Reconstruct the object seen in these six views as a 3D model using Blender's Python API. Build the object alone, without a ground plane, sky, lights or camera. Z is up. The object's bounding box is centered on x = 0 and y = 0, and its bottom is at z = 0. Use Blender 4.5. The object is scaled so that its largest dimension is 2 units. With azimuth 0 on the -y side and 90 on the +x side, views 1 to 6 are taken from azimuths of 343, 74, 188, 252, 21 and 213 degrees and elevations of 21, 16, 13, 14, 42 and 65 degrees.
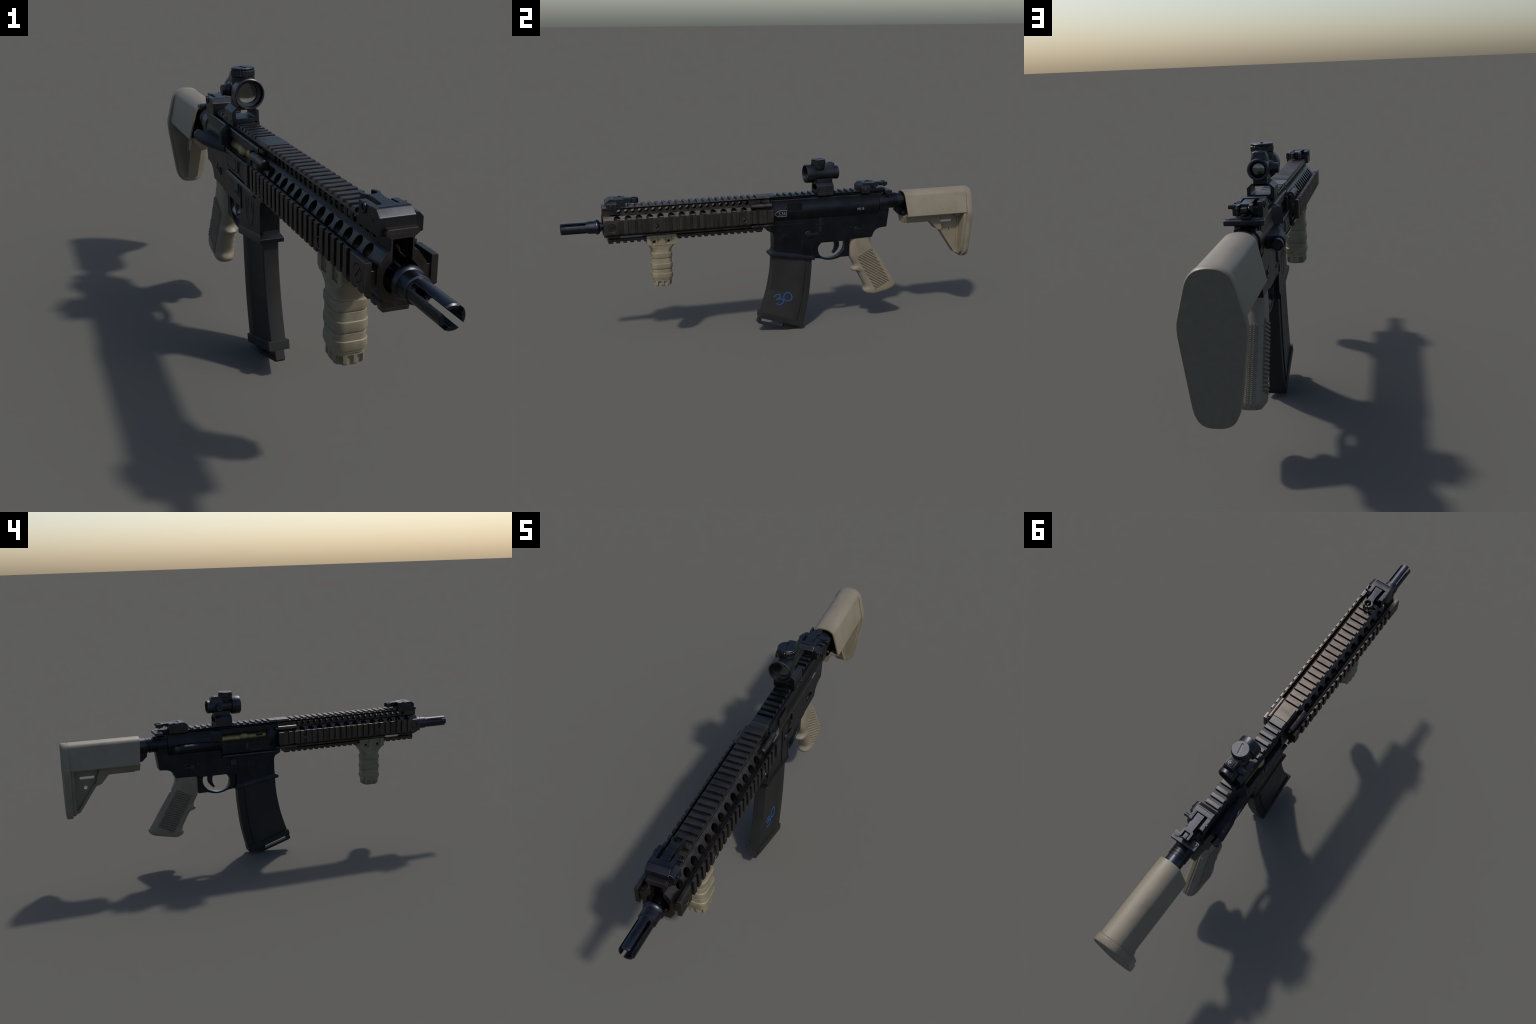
import bpy, bmesh, math, random
from mathutils import Vector, Matrix

rnd = random.Random(7)
CX = 0.0077          # the rifle's centre plane
BORE = 0.582         # height of the bore axis
for o in list(bpy.data.objects):
    bpy.data.objects.remove(o)
COL = bpy.context.scene.collection


# ------------------------------------------------------------------ materials
def principled(name):
    m = bpy.data.materials.new(name)
    m.use_nodes = True
    nt = m.node_tree
    return m, nt, nt.nodes["Principled BSDF"]


def surface(name, dark, light, rough=0.5, spec=0.5, metallic=0.0, scale=18.0,
            grain=900.0, bump=0.1, wear=None, wear_amount=0.0, wear_radius=0.0016, streak=None, rough_var=0.1,
            tint=None, tint_pos=0.6):
    """Worn coating: mottled colour, fine grain bump, brighter rubbed edges."""
    m, nt, p = principled(name)
    N, L = nt.nodes, nt.links
    co = N.new("ShaderNodeTexCoord")
    mp = N.new("ShaderNodeMapping")
    oi = N.new("ShaderNodeObjectInfo")          # shifts the mottling on each repeat
    ad = N.new("ShaderNodeVectorMath"); ad.operation = "MULTIPLY_ADD"
    L.new(oi.outputs["Location"], ad.inputs[0]); ad.inputs[1].default_value = (3.7, 3.7, 3.7)
    L.new(co.outputs["Object"], ad.inputs[2])
    L.new(ad.outputs[0], mp.inputs["Vector"])
    if streak:
        mp.inputs["Scale"].default_value = streak
    n1 = N.new("ShaderNodeTexNoise")
    n1.inputs["Scale"].default_value = scale
    n1.inputs["Detail"].default_value = 6
    n1.inputs["Roughness"].default_value = 0.65
    L.new(mp.outputs[0], n1.inputs["Vector"])
    cr = N.new("ShaderNodeValToRGB")
    cr.color_ramp.elements[0].position = 0.33
    cr.color_ramp.elements[1].position = 0.68
    cr.color_ramp.elements[0].color = (*dark, 1)
    cr.color_ramp.elements[1].color = (*light, 1)
    if tint:
        e = cr.color_ramp.elements.new(tint_pos)
        e.color = (*tint, 1)
    L.new(n1.outputs["Fac"], cr.inputs["Fac"])
    col = cr.outputs["Color"]
    if wear:
        geo = N.new("ShaderNodeNewGeometry")
        bv = N.new("ShaderNodeBevel")
        bv.samples = 4
        bv.inputs["Radius"].default_value = wear_radius
        dt = N.new("ShaderNodeVectorMath"); dt.operation = "DOT_PRODUCT"
        L.new(bv.outputs[0], dt.inputs[0]); L.new(geo.outputs["Normal"], dt.inputs[1])
        wr = N.new("ShaderNodeMapRange")
        wr.inputs["From Min"].default_value = 0.995
        wr.inputs["From Max"].default_value = 0.90
        L.new(dt.outputs["Value"], wr.inputs["Value"])
        n2 = N.new("ShaderNodeTexNoise")
        n2.inputs["Scale"].default_value = 45
        n2.inputs["Detail"].default_value = 4
        L.new(co.outputs["Object"], n2.inputs["Vector"])
        r2 = N.new("ShaderNodeValToRGB")
        r2.color_ramp.elements[0].position = 0.42
        r2.color_ramp.elements[1].position = 0.68
        L.new(n2.outputs["Fac"], r2.inputs["Fac"])
        mu = N.new("ShaderNodeMath"); mu.operation = "MULTIPLY"
        L.new(wr.outputs[0], mu.inputs[0]); L.new(r2.outputs["Color"], mu.inputs[1])
        m2 = N.new("ShaderNodeMath"); m2.operation = "MULTIPLY"
        L.new(mu.outputs[0], m2.inputs[0]); m2.inputs[1].default_value = wear_amount
        mix = N.new("ShaderNodeMix"); mix.data_type = "RGBA"
        L.new(m2.outputs[0], mix.inputs[0])
        L.new(col, mix.inputs[6]); mix.inputs[7].default_value = (*wear, 1)
        col = mix.outputs[2]
    L.new(col, p.inputs["Base Color"])
    n3 = N.new("ShaderNodeTexNoise")
    n3.inputs["Scale"].default_value = grain
    n3.inputs["Detail"].default_value = 2
    L.new(co.outputs["Object"], n3.inputs["Vector"])
    b = N.new("ShaderNodeBump")
    b.inputs["Strength"].default_value = bump
    b.inputs["Distance"].default_value = 0.001
    L.new(n3.outputs["Fac"], b.inputs["Height"])
    L.new(b.outputs[0], p.inputs["Normal"])
    mr = N.new("ShaderNodeMapRange")
    mr.inputs["From Min"].default_value = 0.3
    mr.inputs["From Max"].default_value = 0.7
    mr.inputs["To Min"].default_value = rough - rough_var
    mr.inputs["To Max"].default_value = rough + rough_var
    L.new(n1.outputs["Fac"], mr.inputs["Value"])
    L.new(mr.outputs[0], p.inputs["Roughness"])
    p.inputs["Specular IOR Level"].default_value = spec
    p.inputs["Metallic"].default_value = metallic
    return m


BLACK = surface("black_anodised_metal", (0.0205, 0.0215, 0.026), (0.0310, 0.0325, 0.039), 0.40, 0.5, metallic=1.0,
                scale=14, wear=(0.24, 0.23, 0.21), wear_amount=0.6, rough_var=0.05)
PALEBLACK = surface("paler_black_metal", (0.040, 0.041, 0.045), (0.072, 0.070, 0.070), 0.40, 0.5, metallic=1.0,  # paler copy of the black metal, for the receiver rail teeth and front block
               scale=40, streak=(0.35, 1.0, 1.0), wear=(0.26, 0.25, 0.23), wear_amount=0.6, rough_var=0.08)
SIGHT = surface("black_sight_metal", (0.034, 0.0355, 0.042), (0.052, 0.054, 0.061), 0.41, 0.5, metallic=1.0,
                scale=20, wear=(0.28, 0.27, 0.26), wear_amount=0.5, rough_var=0.05)
STEEL = surface("blued_steel", (0.032, 0.034, 0.043), (0.056, 0.059, 0.070), 0.34, 0.5, metallic=1.0,
                scale=25, wear=(0.36, 0.35, 0.34), wear_amount=0.5, rough_var=0.06)
RAIL = surface("bronze_dark_coating", (0.050, 0.0465, 0.0405), (0.094, 0.086, 0.0755), 0.44, 0.5, metallic=1.0, scale=30,
               streak=(0.6, 1.0, 0.25), wear=(0.34, 0.29, 0.23), wear_amount=0.6,
               tint=(0.074, 0.064, 0.061), tint_pos=0.5, rough_var=0.06)
SCREW = surface("dark_screw_steel", (0.045, 0.043, 0.040), (0.085, 0.081, 0.075), 0.36, 0.5, metallic=1.0, scale=60)
POLY = surface("black_polymer", (0.0072, 0.0072, 0.0070), (0.0100, 0.0100, 0.0097), 0.55, 0.35, scale=10, bump=0.15,
               wear=(0.03, 0.03, 0.03), wear_amount=0.5)
TAN = surface("tan_polymer", (0.142, 0.120, 0.084), (0.182, 0.156, 0.113), 0.48, 0.5, scale=9, grain=420, bump=0.35,
              wear=(0.30, 0.27, 0.20), wear_amount=0.4, tint=(0.164, 0.140, 0.102), tint_pos=0.5)
TANVG = surface("sand_polymer", (0.140, 0.120, 0.076), (0.195, 0.170, 0.115), 0.5, 0.5, scale=22, grain=420, bump=0.2,
                wear=(0.30, 0.28, 0.19), wear_amount=0.4, tint=(0.165, 0.143, 0.096), tint_pos=0.5)
PAD = surface("butt_pad_rubber", (0.122, 0.109, 0.082), (0.145, 0.130, 0.098), 0.75, 0.3, scale=60, grain=260, bump=0.8)
BRASS = surface("gold_bolt", (0.17, 0.122, 0.046), (0.31, 0.230, 0.096), 0.38, 0.5, metallic=0.75, scale=40,
                streak=(1, 0.3, 1))
OLIVE = surface("worn_bolt_face", (0.18, 0.155, 0.055), (0.27, 0.235, 0.10), 0.5, 0.5, metallic=0.4, scale=50)
ROUGH = surface("cast_black_metal", (0.0205, 0.0215, 0.026), (0.034, 0.0355, 0.042), 0.58, 0.5, metallic=1.0, scale=40,
                wear=(0.2, 0.19, 0.18), wear_amount=0.5, rough_var=0.05)
TANSHADE = surface("tan_darkened_for_shade", (0.092, 0.078, 0.054), (0.125, 0.107, 0.077), 0.7, 0.2, scale=60)  # tan darkened to paint the shadow between the grip ribs
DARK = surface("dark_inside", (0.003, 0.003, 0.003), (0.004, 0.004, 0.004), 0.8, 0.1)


def plain(name, col, rough, metallic=0.0, spec=0.5):
    m, nt, p = principled(name)
    n = nt.nodes.new("ShaderNodeTexNoise")
    n.inputs["Scale"].default_value = 120
    co = nt.nodes.new("ShaderNodeTexCoord")
    nt.links.new(co.outputs["Object"], n.inputs["Vector"])
    r = nt.nodes.new("ShaderNodeValToRGB")
    r.color_ramp.elements[0].color = (*[c * 0.82 for c in col], 1)
    r.color_ramp.elements[1].color = (*[min(1, c * 1.15) for c in col], 1)
    nt.links.new(n.outputs["Fac"], r.inputs["Fac"])
    nt.links.new(r.outputs["Color"], p.inputs["Base Color"])
    p.inputs["Roughness"].default_value = rough
    p.inputs["Metallic"].default_value = metallic
    p.inputs["Specular IOR Level"].default_value = spec
    return m


LENS = plain("coated_lens", (0.17, 0.17, 0.168), 0.12, 1.0)
BLUE = plain("blue_marker", (0.013, 0.064, 0.190), 0.7, spec=0.2)
WHITE = plain("grey_paint", (0.135, 0.14, 0.155), 0.6)
FAINT = plain("faint_engraving", (0.030, 0.031, 0.033), 0.6)

# ------------------------------------------------------------------ mesh tools
ROOT = bpy.data.objects.new("assault_rifle", None)
COL.objects.link(ROOT)
ROOT.location = (CX, 0, 0)
ROOT.empty_display_size = 0.1
ROOT["label"] = "black short carbine with tan stock, grips, railed handguard and red dot sight"
ROOT["category"] = "assault rifle"


def evaluated(ob):
    dg = bpy.context.evaluated_depsgraph_get()
    dg.update()
    me = bpy.data.meshes.new_from_object(ob.evaluated_get(dg))
    ob.modifiers.clear()
    old = ob.data
    ob.data = me
    bpy.data.meshes.remove(old)


def temp(bm):
    me = bpy.data.meshes.new("tmp")
    bmesh.ops.recalc_face_normals(bm, faces=bm.faces)
    bm.to_mesh(me)
    bm.free()
    o = bpy.data.objects.new("tmp", me)
    COL.objects.link(o)
    return o


def part(name, bm, mat, parent=None, bevel=0.0, cuts=(), seg=2, angle=32, smooth=38, loc=None):
    """bmesh -> finished object: boolean cuts, chamfered edges, smooth by angle."""
    bmesh.ops.remove_doubles(bm, verts=bm.verts, dist=1e-6)
    o = temp(bm)
    o.name = name
    o.data.name = name
    for c in cuts:
        co = temp(c)
        md = o.modifiers.new("cut", "BOOLEAN")
        md.object = co
        md.operation = "DIFFERENCE"
        md.solver = "EXACT"
        evaluated(o)
        bpy.data.objects.remove(co)
    if bevel:
        md = o.modifiers.new("bev", "BEVEL")
        md.width = bevel
        md.segments = seg
        md.limit_method = "ANGLE"
        md.angle_limit = math.radians(angle)
        md.use_clamp_overlap = True
        evaluated(o)
    me = o.data
    me.name = name
    for p in me.polygons:
        p.use_smooth = True
    me.set_sharp_from_angle(angle=math.radians(smooth))
    if bevel:
        md = o.modifiers.new("wn", "WEIGHTED_NORMAL")
        md.keep_sharp = True
        md.weight = 80
        evaluated(o)
        o.data.name = name
    o.data.materials.clear()
    o.data.materials.append(mat)
    o.parent = parent or ROOT
    if loc:
        o.location = loc
    return o


def copies(src, places, mats=None):
    out = []
    for p in places:
        c = src.copy()
        COL.objects.link(c)
        c.location = p
        out.append(c)
    return out


def poly(bm, pts, axis, a, b):
    """Extrude a 2D outline along x (pts are y,z), y (x,z) or z (x,y)."""
    def P(p, t):
        return {"x": (t, p[0], p[1]), "y": (p[0], t, p[1]), "z": (p[0], p[1], t)}[axis]
    A = [bm.verts.new(P(p, a)) for p in pts]
    B = [bm.verts.new(P(p, b)) for p in pts]
    n = len(pts)
    bm.faces.new(A)
    bm.faces.new(B[::-1])
    for i in range(n):
        bm.faces.new((A[i], B[i], B[(i + 1) % n], A[(i + 1) % n]))
    return bm


def prism(pts, axis, a, b):
    return poly(bmesh.new(), pts, axis, a, b)


def mirror(half):
    """Right-half outline (x>=0, top to bottom) -> closed symmetric outline."""
    left = [(-x, z) for x, z in reversed(half) if x > 1e-6]
    return list(half) + left


def box(bm, x0, x1, y0, y1, z0, z1):
    return poly(bm, [(y0, z0), (y1, z0), (y1, z1), (y0, z1)], "x", x0, x1)


def boxes(*bs):
    bm = bmesh.new()
    for b in bs:
        box(bm, *b)
    return bm


def loft(bm, rings, close=True, caps=True):
    V = [[bm.verts.new(p) for p in r] for r in rings]
    n = len(rings[0])
    for i in range(len(V) - 1):
        for j in range(n if close else n - 1):
            k = (j + 1) % n
            bm.faces.new((V[i][j], V[i][k], V[i + 1][k], V[i + 1][j]))
    if caps:
        bm.faces.new(V[0][::-1])
        bm.faces.new(V[-1])
    return bm


def frame(d):
    d = Vector(d).normalized()
    u = Vector((0, 0, 1)) if abs(d.z) < 0.9 else Vector((1, 0, 0))
    a = d.cross(u).normalized()
    return d, a, a.cross(d).normalized()


def lathe(bm, profile, origin, axis="y", seg=40):
    """profile: (distance along axis, radius); a zero radius closes the end."""
    d, a, b = frame({"x": (1, 0, 0), "y": (0, 1, 0), "z": (0, 0, 1)}.get(axis, axis))
    O = Vector(origin)
    rings = []
    for t, r in profile:
        r = max(r, 1e-5)
        rings.append([O + d * t + (a * math.cos(2 * math.pi * k / seg) + b * math.sin(2 * math.pi * k / seg)) * r
                      for k in range(seg)])
    return loft(bm, rings)


def tube(bm, profile, origin, axis="y", seg=40):
    """closed profile loop (t, r) revolved: hollow shells."""
    d, a, b = frame({"x": (1, 0, 0), "y": (0, 1, 0), "z": (0, 0, 1)}.get(axis, axis))
    O = Vector(origin)
    V = [[bm.verts.new(O + d * t + (a * math.cos(2 * math.pi * k / seg) + b * math.sin(2 * math.pi * k / seg)) * r)
          for k in range(seg)] for t, r in profile]
    n = len(V)
    for i in range(n):
        for k in range(seg):
            bm.faces.new((V[i][k], V[i][(k + 1) % seg], V[(i + 1) % n][(k + 1) % seg], V[(i + 1) % n][k]))
    return bm


def cyl(bm, p0, p1, r0, r1=None, seg=24):
    p0, p1 = Vector(p0), Vector(p1)
    return lathe(bm, [(0, r0), ((p1 - p0).length, r0 if r1 is None else r1)], p0, tuple(p1 - p0), seg)


def cyls(lst, seg=24):
    bm = bmesh.new()
    for c in lst:
        cyl(bm, *c, seg=seg)
    return bm


def sample(pts, n):
    """n points evenly spaced on a Catmull-Rom curve through pts (2D)."""
    P = [Vector((*p, 0)) for p in pts]
    dense = []
    for i in range(len(P) - 1):
        a, b, c, d = P[max(i - 1, 0)], P[i], P[i + 1], P[min(i + 2, len(P) - 1)]
        for k in range(24):
            t = k / 24
            dense.append(0.5 * ((2 * b) + (c - a) * t + (2 * a - 5 * b + 4 * c - d) * t * t + (3 * b - a - 3 * c + d) * t ** 3))
    dense.append(P[-1])
    L = [0.0]
    for i in range(1, len(dense)):
        L.append(L[-1] + (dense[i] - dense[i - 1]).length)
    out = []
    j = 0
    for k in range(n):
        s = L[-1] * k / (n - 1)
        while j < len(L) - 2 and L[j + 1] < s:
            j += 1
        f = (s - L[j]) / max(L[j + 1] - L[j], 1e-9)
        q = dense[j].lerp(dense[j + 1], min(max(f, 0), 1))
        out.append((q.x, q.y))
    return out


def lerp_table(tab, t):
    for (a, va), (b, vb) in zip(tab, tab[1:]):
        if t <= b:
            return va + (vb - va) * (t - a) / max(b - a, 1e-9)
    return tab[-1][1]


def rrect(cx, cy, hx, hy, r, n=6):
    pts = []
    for sx, sy, a0 in ((1, 1, 0), (-1, 1, 90), (-1, -1, 180), (1, -1, 270)):
        for k in range(n + 1):
            a = math.radians(a0 + 90 * k / n)
            pts.append((cx + sx * (hx - r) + r * math.cos(a), cy + sy * (hy - r) + r * math.sin(a)))
    return pts


# ================================================================= HANDGUARD
YF, YR = -0.8145, -0.045
PITCH, NT = 0.031, 21
half = [(0, 0.6690), (0.0325, 0.6690), (0.0335, 0.6680), (0.0335, 0.6670), (0.0232, 0.6590), (0.0232, 0.6370),
        (0.0325, 0.6315), (0.0482, 0.6090), (0.0500, 0.6020), (0.0500, 0.5560), (0.0455, 0.5480), (0.0240, 0.5370),
        (0.0240, 0.5310), (0.0310, 0.5250), (0.0310, 0.5180), (0.0290, 0.5145), (0, 0.5145)]
hg = prism(mirror(half), "y", YF, YR)
for v in hg.verts:                      # lower front is set back from the upper front
    if v.co.z < 0.5365 and v.co.y < -0.5:
        v.co.y = -0.7965
    if v.co.z < 0.5365 and v.co.y > -0.5:
        v.co.y = -0.0790
cavity = bmesh.new()
lathe(cavity, [(-0.85, 0.0375), (0.0, 0.0375)], (0, 0, BORE), seg=40)
key = boxes((-0.0200, 0.0200, -0.85, 0.0, 0.585, 0.6585))
small = cyls([((-0.05, -0.742 + 0.03095 * i, 0.6493), (0.05, -0.742 + 0.03095 * i, 0.6493), 0.0098) for i in range(20)], 20)
big = bmesh.new()
for i in range(13):
    y = -0.754 + 0.0485 * i
    for s in (1, -1):
        n = Vector((s * 0.82, 0, 0.57)).normalized()
        c = Vector((s * 0.0416, y, 0.6198))
        cyl(big, c - n * 0.020, c + n * 0.03, 0.0158, seg=28)
win = bmesh.new()
poly(win, rrect(-0.691, 0.5330, 0.051, 0.0048, 0.0045), "x", -0.05, 0.05)
handguard = part("handguard", hg, RAIL, bevel=0, cuts=(cavity, key, small, big, win), smooth=32)

# side rails (one plate each side, with solid end blocks)
for s in (1, -1):
    ZC = 0.5885
    prof = [(s * 0.0480, ZC - 0.016), (s * 0.0590, ZC - 0.016), (s * 0.0645, ZC - 0.0305), (s * 0.0672, ZC - 0.0305),
            (s * 0.0672, ZC + 0.0305), (s * 0.0645, ZC + 0.0305), (s * 0.0590, ZC + 0.012), (s * 0.0480, ZC + 0.012)]
    part("side_rail", prism(prof, "y", YF + 0.004, -0.042), RAIL, handguard, bevel=0.0012)
    blk = [(s * 0.060, ZC - 0.031), (s * 0.0690, ZC - 0.031), (s * 0.0745, ZC - 0.0290), (s * 0.0745, ZC + 0.0303),
           (s * 0.0690, ZC + 0.0312), (s * 0.060, ZC + 0.031)]
    hole = cyls([((s * 0.0705, -0.7815, ZC), (s * 0.09, -0.7815, ZC), 0.0182)], 32)
    part("rail_end_block", prism(blk, "y", YF, -0.7460), RAIL, handguard, bevel=0.0015, cuts=(hole,))
    part("rail_end_block", prism(blk, "y", -0.0680, -0.0395), RAIL, handguard, bevel=0.0015)
    a = math.radians(28 if s > 0 else 48)
    slot = bmesh.new()
    box(slot, -0.01, 0.01, -0.0225, 0.0225, -0.0016, 0.0016)
    bmesh.ops.rotate(slot, verts=slot.verts, cent=(0, 0, 0), matrix=Matrix.Rotation(-a, 3, "X"))
    bmesh.ops.translate(slot, verts=slot.verts, vec=(s * 0.0825, -0.7815, ZC))
    part("rail_screw", cyls([((s * 0.066, -0.7815, ZC), (s * 0.0742, -0.7815, ZC), 0.0170)], 32), SCREW, handguard,
         bevel=0.0008, cuts=(slot,))
    for y in (-0.181, -0.586):
        part("rail_screw_seat", tube(bmesh.new(), [(0.060, 0.0118), (0.0740, 0.0118), (0.0752, 0.0128), (0.0752, 0.0142), (0.060, 0.0150)],
                                     (0, y, 0.5805), (s, 0, 0), 28), RAIL, handguard, bevel=0.0006)
        slot = bmesh.new()
        box(slot, -0.01, 0.01, -0.0125, 0.0125, -0.0016, 0.0016)
        bmesh.ops.rotate(slot, verts=slot.verts, cent=(0, 0, 0), matrix=Matrix.Rotation(a, 3, "X"))
        bmesh.ops.translate(slot, verts=slot.verts, vec=(s * 0.0812, y, 0.5805))
        part("rail_screw", lathe(bmesh.new(), [(0.060, 0.0112), (0.0706, 0.0112), (0.0722, 0.0095), (0.0734, 0.0050), (0.0736, 0)],
                                 (0, y, 0.5805), (s, 0, 0), 24), SCREW, handguard, cuts=(slot,))
    # side teeth
    tooth = [(s * 0.0665, ZC - 0.0312), (s * 0.0690, ZC - 0.0312), (s * 0.0745, ZC - 0.0300), (s * 0.0745, ZC + 0.0308),
             (s * 0.0690, ZC + 0.0314), (s * 0.0665, ZC + 0.0312)]
    t0 = part("side_rail_tooth", prism(tooth, "y", -0.0088, 0.0088), RAIL, handguard, bevel=0.0009, loc=(0, -0.1005, 0))
    copies(t0, [(0, -0.1005 - PITCH * k, 0) for k in range(1, 21)])
    # rear hinge lugs and pins
    for z, x, r in ((0.6345, 0.0480, 0.0122), (0.5410, 0.0500, 0.0090)):
        part("hinge_lug", lathe(bmesh.new(), [(-0.0430, r - 0.001), (-0.0440, r), (-0.0815, r), (-0.0822, r - 0.0012), (-0.0838, r - 0.0012),
                                              (-0.0845, r), (-0.139, r), (-0.1425, r - 0.004)], (s * x, 0, z), seg=24), RAIL, handguard)
        part("hinge_pin", lathe(bmesh.new(), [(-0.060, r * 0.55), (-0.0320, r * 0.55), (-0.0295, r * 0.4)], (s * x, 0, z), seg=20),
             STEEL, handguard)
        if z > BORE:
            part("hinge_tab", boxes((s * 0.020, s * 0.0335, -0.084, -0.0450, 0.6440, 0.6555)), RAIL, handguard, bevel=0.001)
        part("hinge_web", boxes((s * 0.022, s * x, -0.118, -0.050, min(z, BORE), max(z, BORE))), RAIL, handguard, bevel=0.001)

# top and bottom rail teeth
for zb, zt, nm, hb, ht in ((0.6685, 0.6770, "top_rail_tooth", 0.0325, 0.0300), (0.5150, 0.5062, "bottom_rail_tooth", 0.0292, 0.0272)):
    pr = [(-hb, zb), (hb, zb), (hb, zb + (zt - zb) * 0.2), (ht, zt), (-ht, zt), (-hb, zb + (zt - zb) * 0.2)]
    t0 = part(nm, prism(pr, "y", -0.0083, 0.0083), RAIL, handguard, bevel=0.0011, loc=(0, -0.1329, 0))
    copies(t0, [(0, -0.1329 - PITCH * k, 0) for k in range(1, 21)])
    if zt > zb:
        part("top_rail_bridge", prism(pr, "y", -0.1095, -0.0440), RAIL, handguard, bevel=0.0012)
        part("top_rail_end", prism(pr, "y", YF, -0.7760), RAIL, handguard, bevel=0.0012)
    else:
        part("bottom_rail_end", prism(pr, "y", -0.1105, -0.0835), RAIL, handguard, bevel=0.0012)
        part("bottom_rail_end", prism(pr, "y", -0.7965, -0.7750), RAIL, handguard, bevel=0.0012)

# ================================================================= BARREL
bar = lathe(bmesh.new(), [(-0.850, 0.0), (-0.850, 0.0168), (-0.60, 0.0168), (-0.60, 0.019), (-0.30, 0.019), (-0.28, 0.0225), (-0.02, 0.0225), (-0.02, 0)],
            (0, 0, BORE), seg=32)
barrel = part("barrel", bar, STEEL, smooth=30)
gb = bmesh.new()
lathe(gb, [(-0.600, 0.0), (-0.600, 0.026), (-0.545, 0.026), (-0.545, 0)], (0, 0, BORE), seg=28)
box(gb, -0.011, 0.011, -0.60, -0.545, BORE, 0.634)
part("gas_block", gb, STEEL, barrel, bevel=0.001)
part("gas_tube", cyls([((0, -0.56, 0.627), (0, 0.0, 0.627), 0.0058)], 16), STEEL, barrel)
part("barrel_nut", lathe(bmesh.new(), [(-0.052, 0.0), (-0.052, 0.0330), (-0.046, 0.0400), (-0.008, 0.0400), (-0.002, 0.037), (-0.002, 0)],
                         (0, 0, BORE), seg=36), BLACK, barrel, bevel=0.0008)

fh = bmesh.new()
tube(fh, [(-1.0000, 0.0170), (-1.0000, 0.0225), (-0.9970, 0.0252), (-0.8820, 0.0252), (-0.8805, 0.0285), (-0.8500, 0.0290), (-0.8470, 0.0322),
          (-0.8430, 0.0338), (-0.8370, 0.0338), (-0.8300, 0.0300), (-0.8290, 0.0225), (-0.8220, 0.0225), (-0.8220, 0.0120), (-0.8900, 0.0120), (-0.8920, 0.0170)],
     (0, 0, BORE), seg=56)
cuts = []
for ang in (47, 137):
    sb = boxes((-0.0056, 0.0056, -1.02, -0.8930, -0.04, 0.04))
    bmesh.ops.rotate(sb, verts=sb.verts, cent=(0, 0, 0), matrix=Matrix.Rotation(math.radians(90 - ang), 3, "Y"))
    bmesh.ops.translate(sb, verts=sb.verts, vec=(0, 0, BORE))
    r = Vector((math.cos(math.radians(ang)), 0, math.sin(math.radians(ang)))) * 0.04
    cuts += [sb, cyls([(Vector((0, -0.8935, BORE)) - r, Vector((0, -0.8935, BORE)) + r, 0.0054)], 16)]
part("flash_hider", fh, STEEL, barrel, cuts=cuts, bevel=0.0007, angle=40, smooth=35)

# ================================================================= UPPER RECEIVER
bulge = [(0.0355, 0.6220), (0.0385, 0.6150), (0.0408, 0.6060), (0.0418, 0.5970), (0.0416, 0.5870), (0.0400, 0.5760), (0.0370, 0.5660), (0.0335, 0.5580)]


def bulge_x(z):
    tab = sorted((zz, xx) for xx, zz in bulge)
    return lerp_table(tab, z)


up = [(0, 0.6690), (0.0305, 0.6690), (0.0315, 0.6680), (0.0315, 0.6670), (0.0236, 0.6610), (0.0236, 0.6575), (0.0330, 0.6548), (0.0355, 0.6510)] + \
     bulge + [(0.0300, 0.5530), (0.0300, 0.5350), (0, 0.5350)]
bm = prism(mirror(up), "y", -0.0420, 0.5055)
port = bmesh.new()
poly(port, rrect(0.1253, 0.6146, 0.1142, 0.0166, 0.006), "x", -0.07, -0.010)
upper = part("upper_receiver", bm, BLACK, cuts=(port,), smooth=30)
rear = [(0, 0.6688), (0.0303, 0.6688), (0.0313, 0.6678), (0.0313, 0.6668), (0.0234, 0.6608), (0.0234, 0.6575), (0.0310, 0.6545), (0.0330, 0.6500),
        (0.0330, 0.6150), (0.030, 0.575), (0, 0.575)]
part("receiver_rear", prism(mirror(rear), "y", 0.500, 0.5230), BLACK, upper, bevel=0.001)
# receiver rail
pr = [(-0.0305, 0.6685), (0.0305, 0.6685), (0.0305, 0.6705), (0.0285, 0.6772), (-0.0285, 0.6772), (-0.0305, 0.6705)]
RP = 0.0310
t0 = part("receiver_rail_tooth", prism(pr, "y", -0.0074, 0.0074), PALEBLACK, upper, bevel=0.001, loc=(0, 0.0108, 0))
copies(t0, [(0, 0.0108 + RP * k, 0) for k in range(1, 16)])
part("rail_front_block", prism(pr, "y", -0.0425, -0.0105), PALEBLACK, upper, bevel=0.001)
# left side relief
part("receiver_boss", boxes((0.030, 0.0412, 0.0385, 0.1120, 0.5990, 0.6400)), BLACK, upper, bevel=0.0018)
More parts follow.
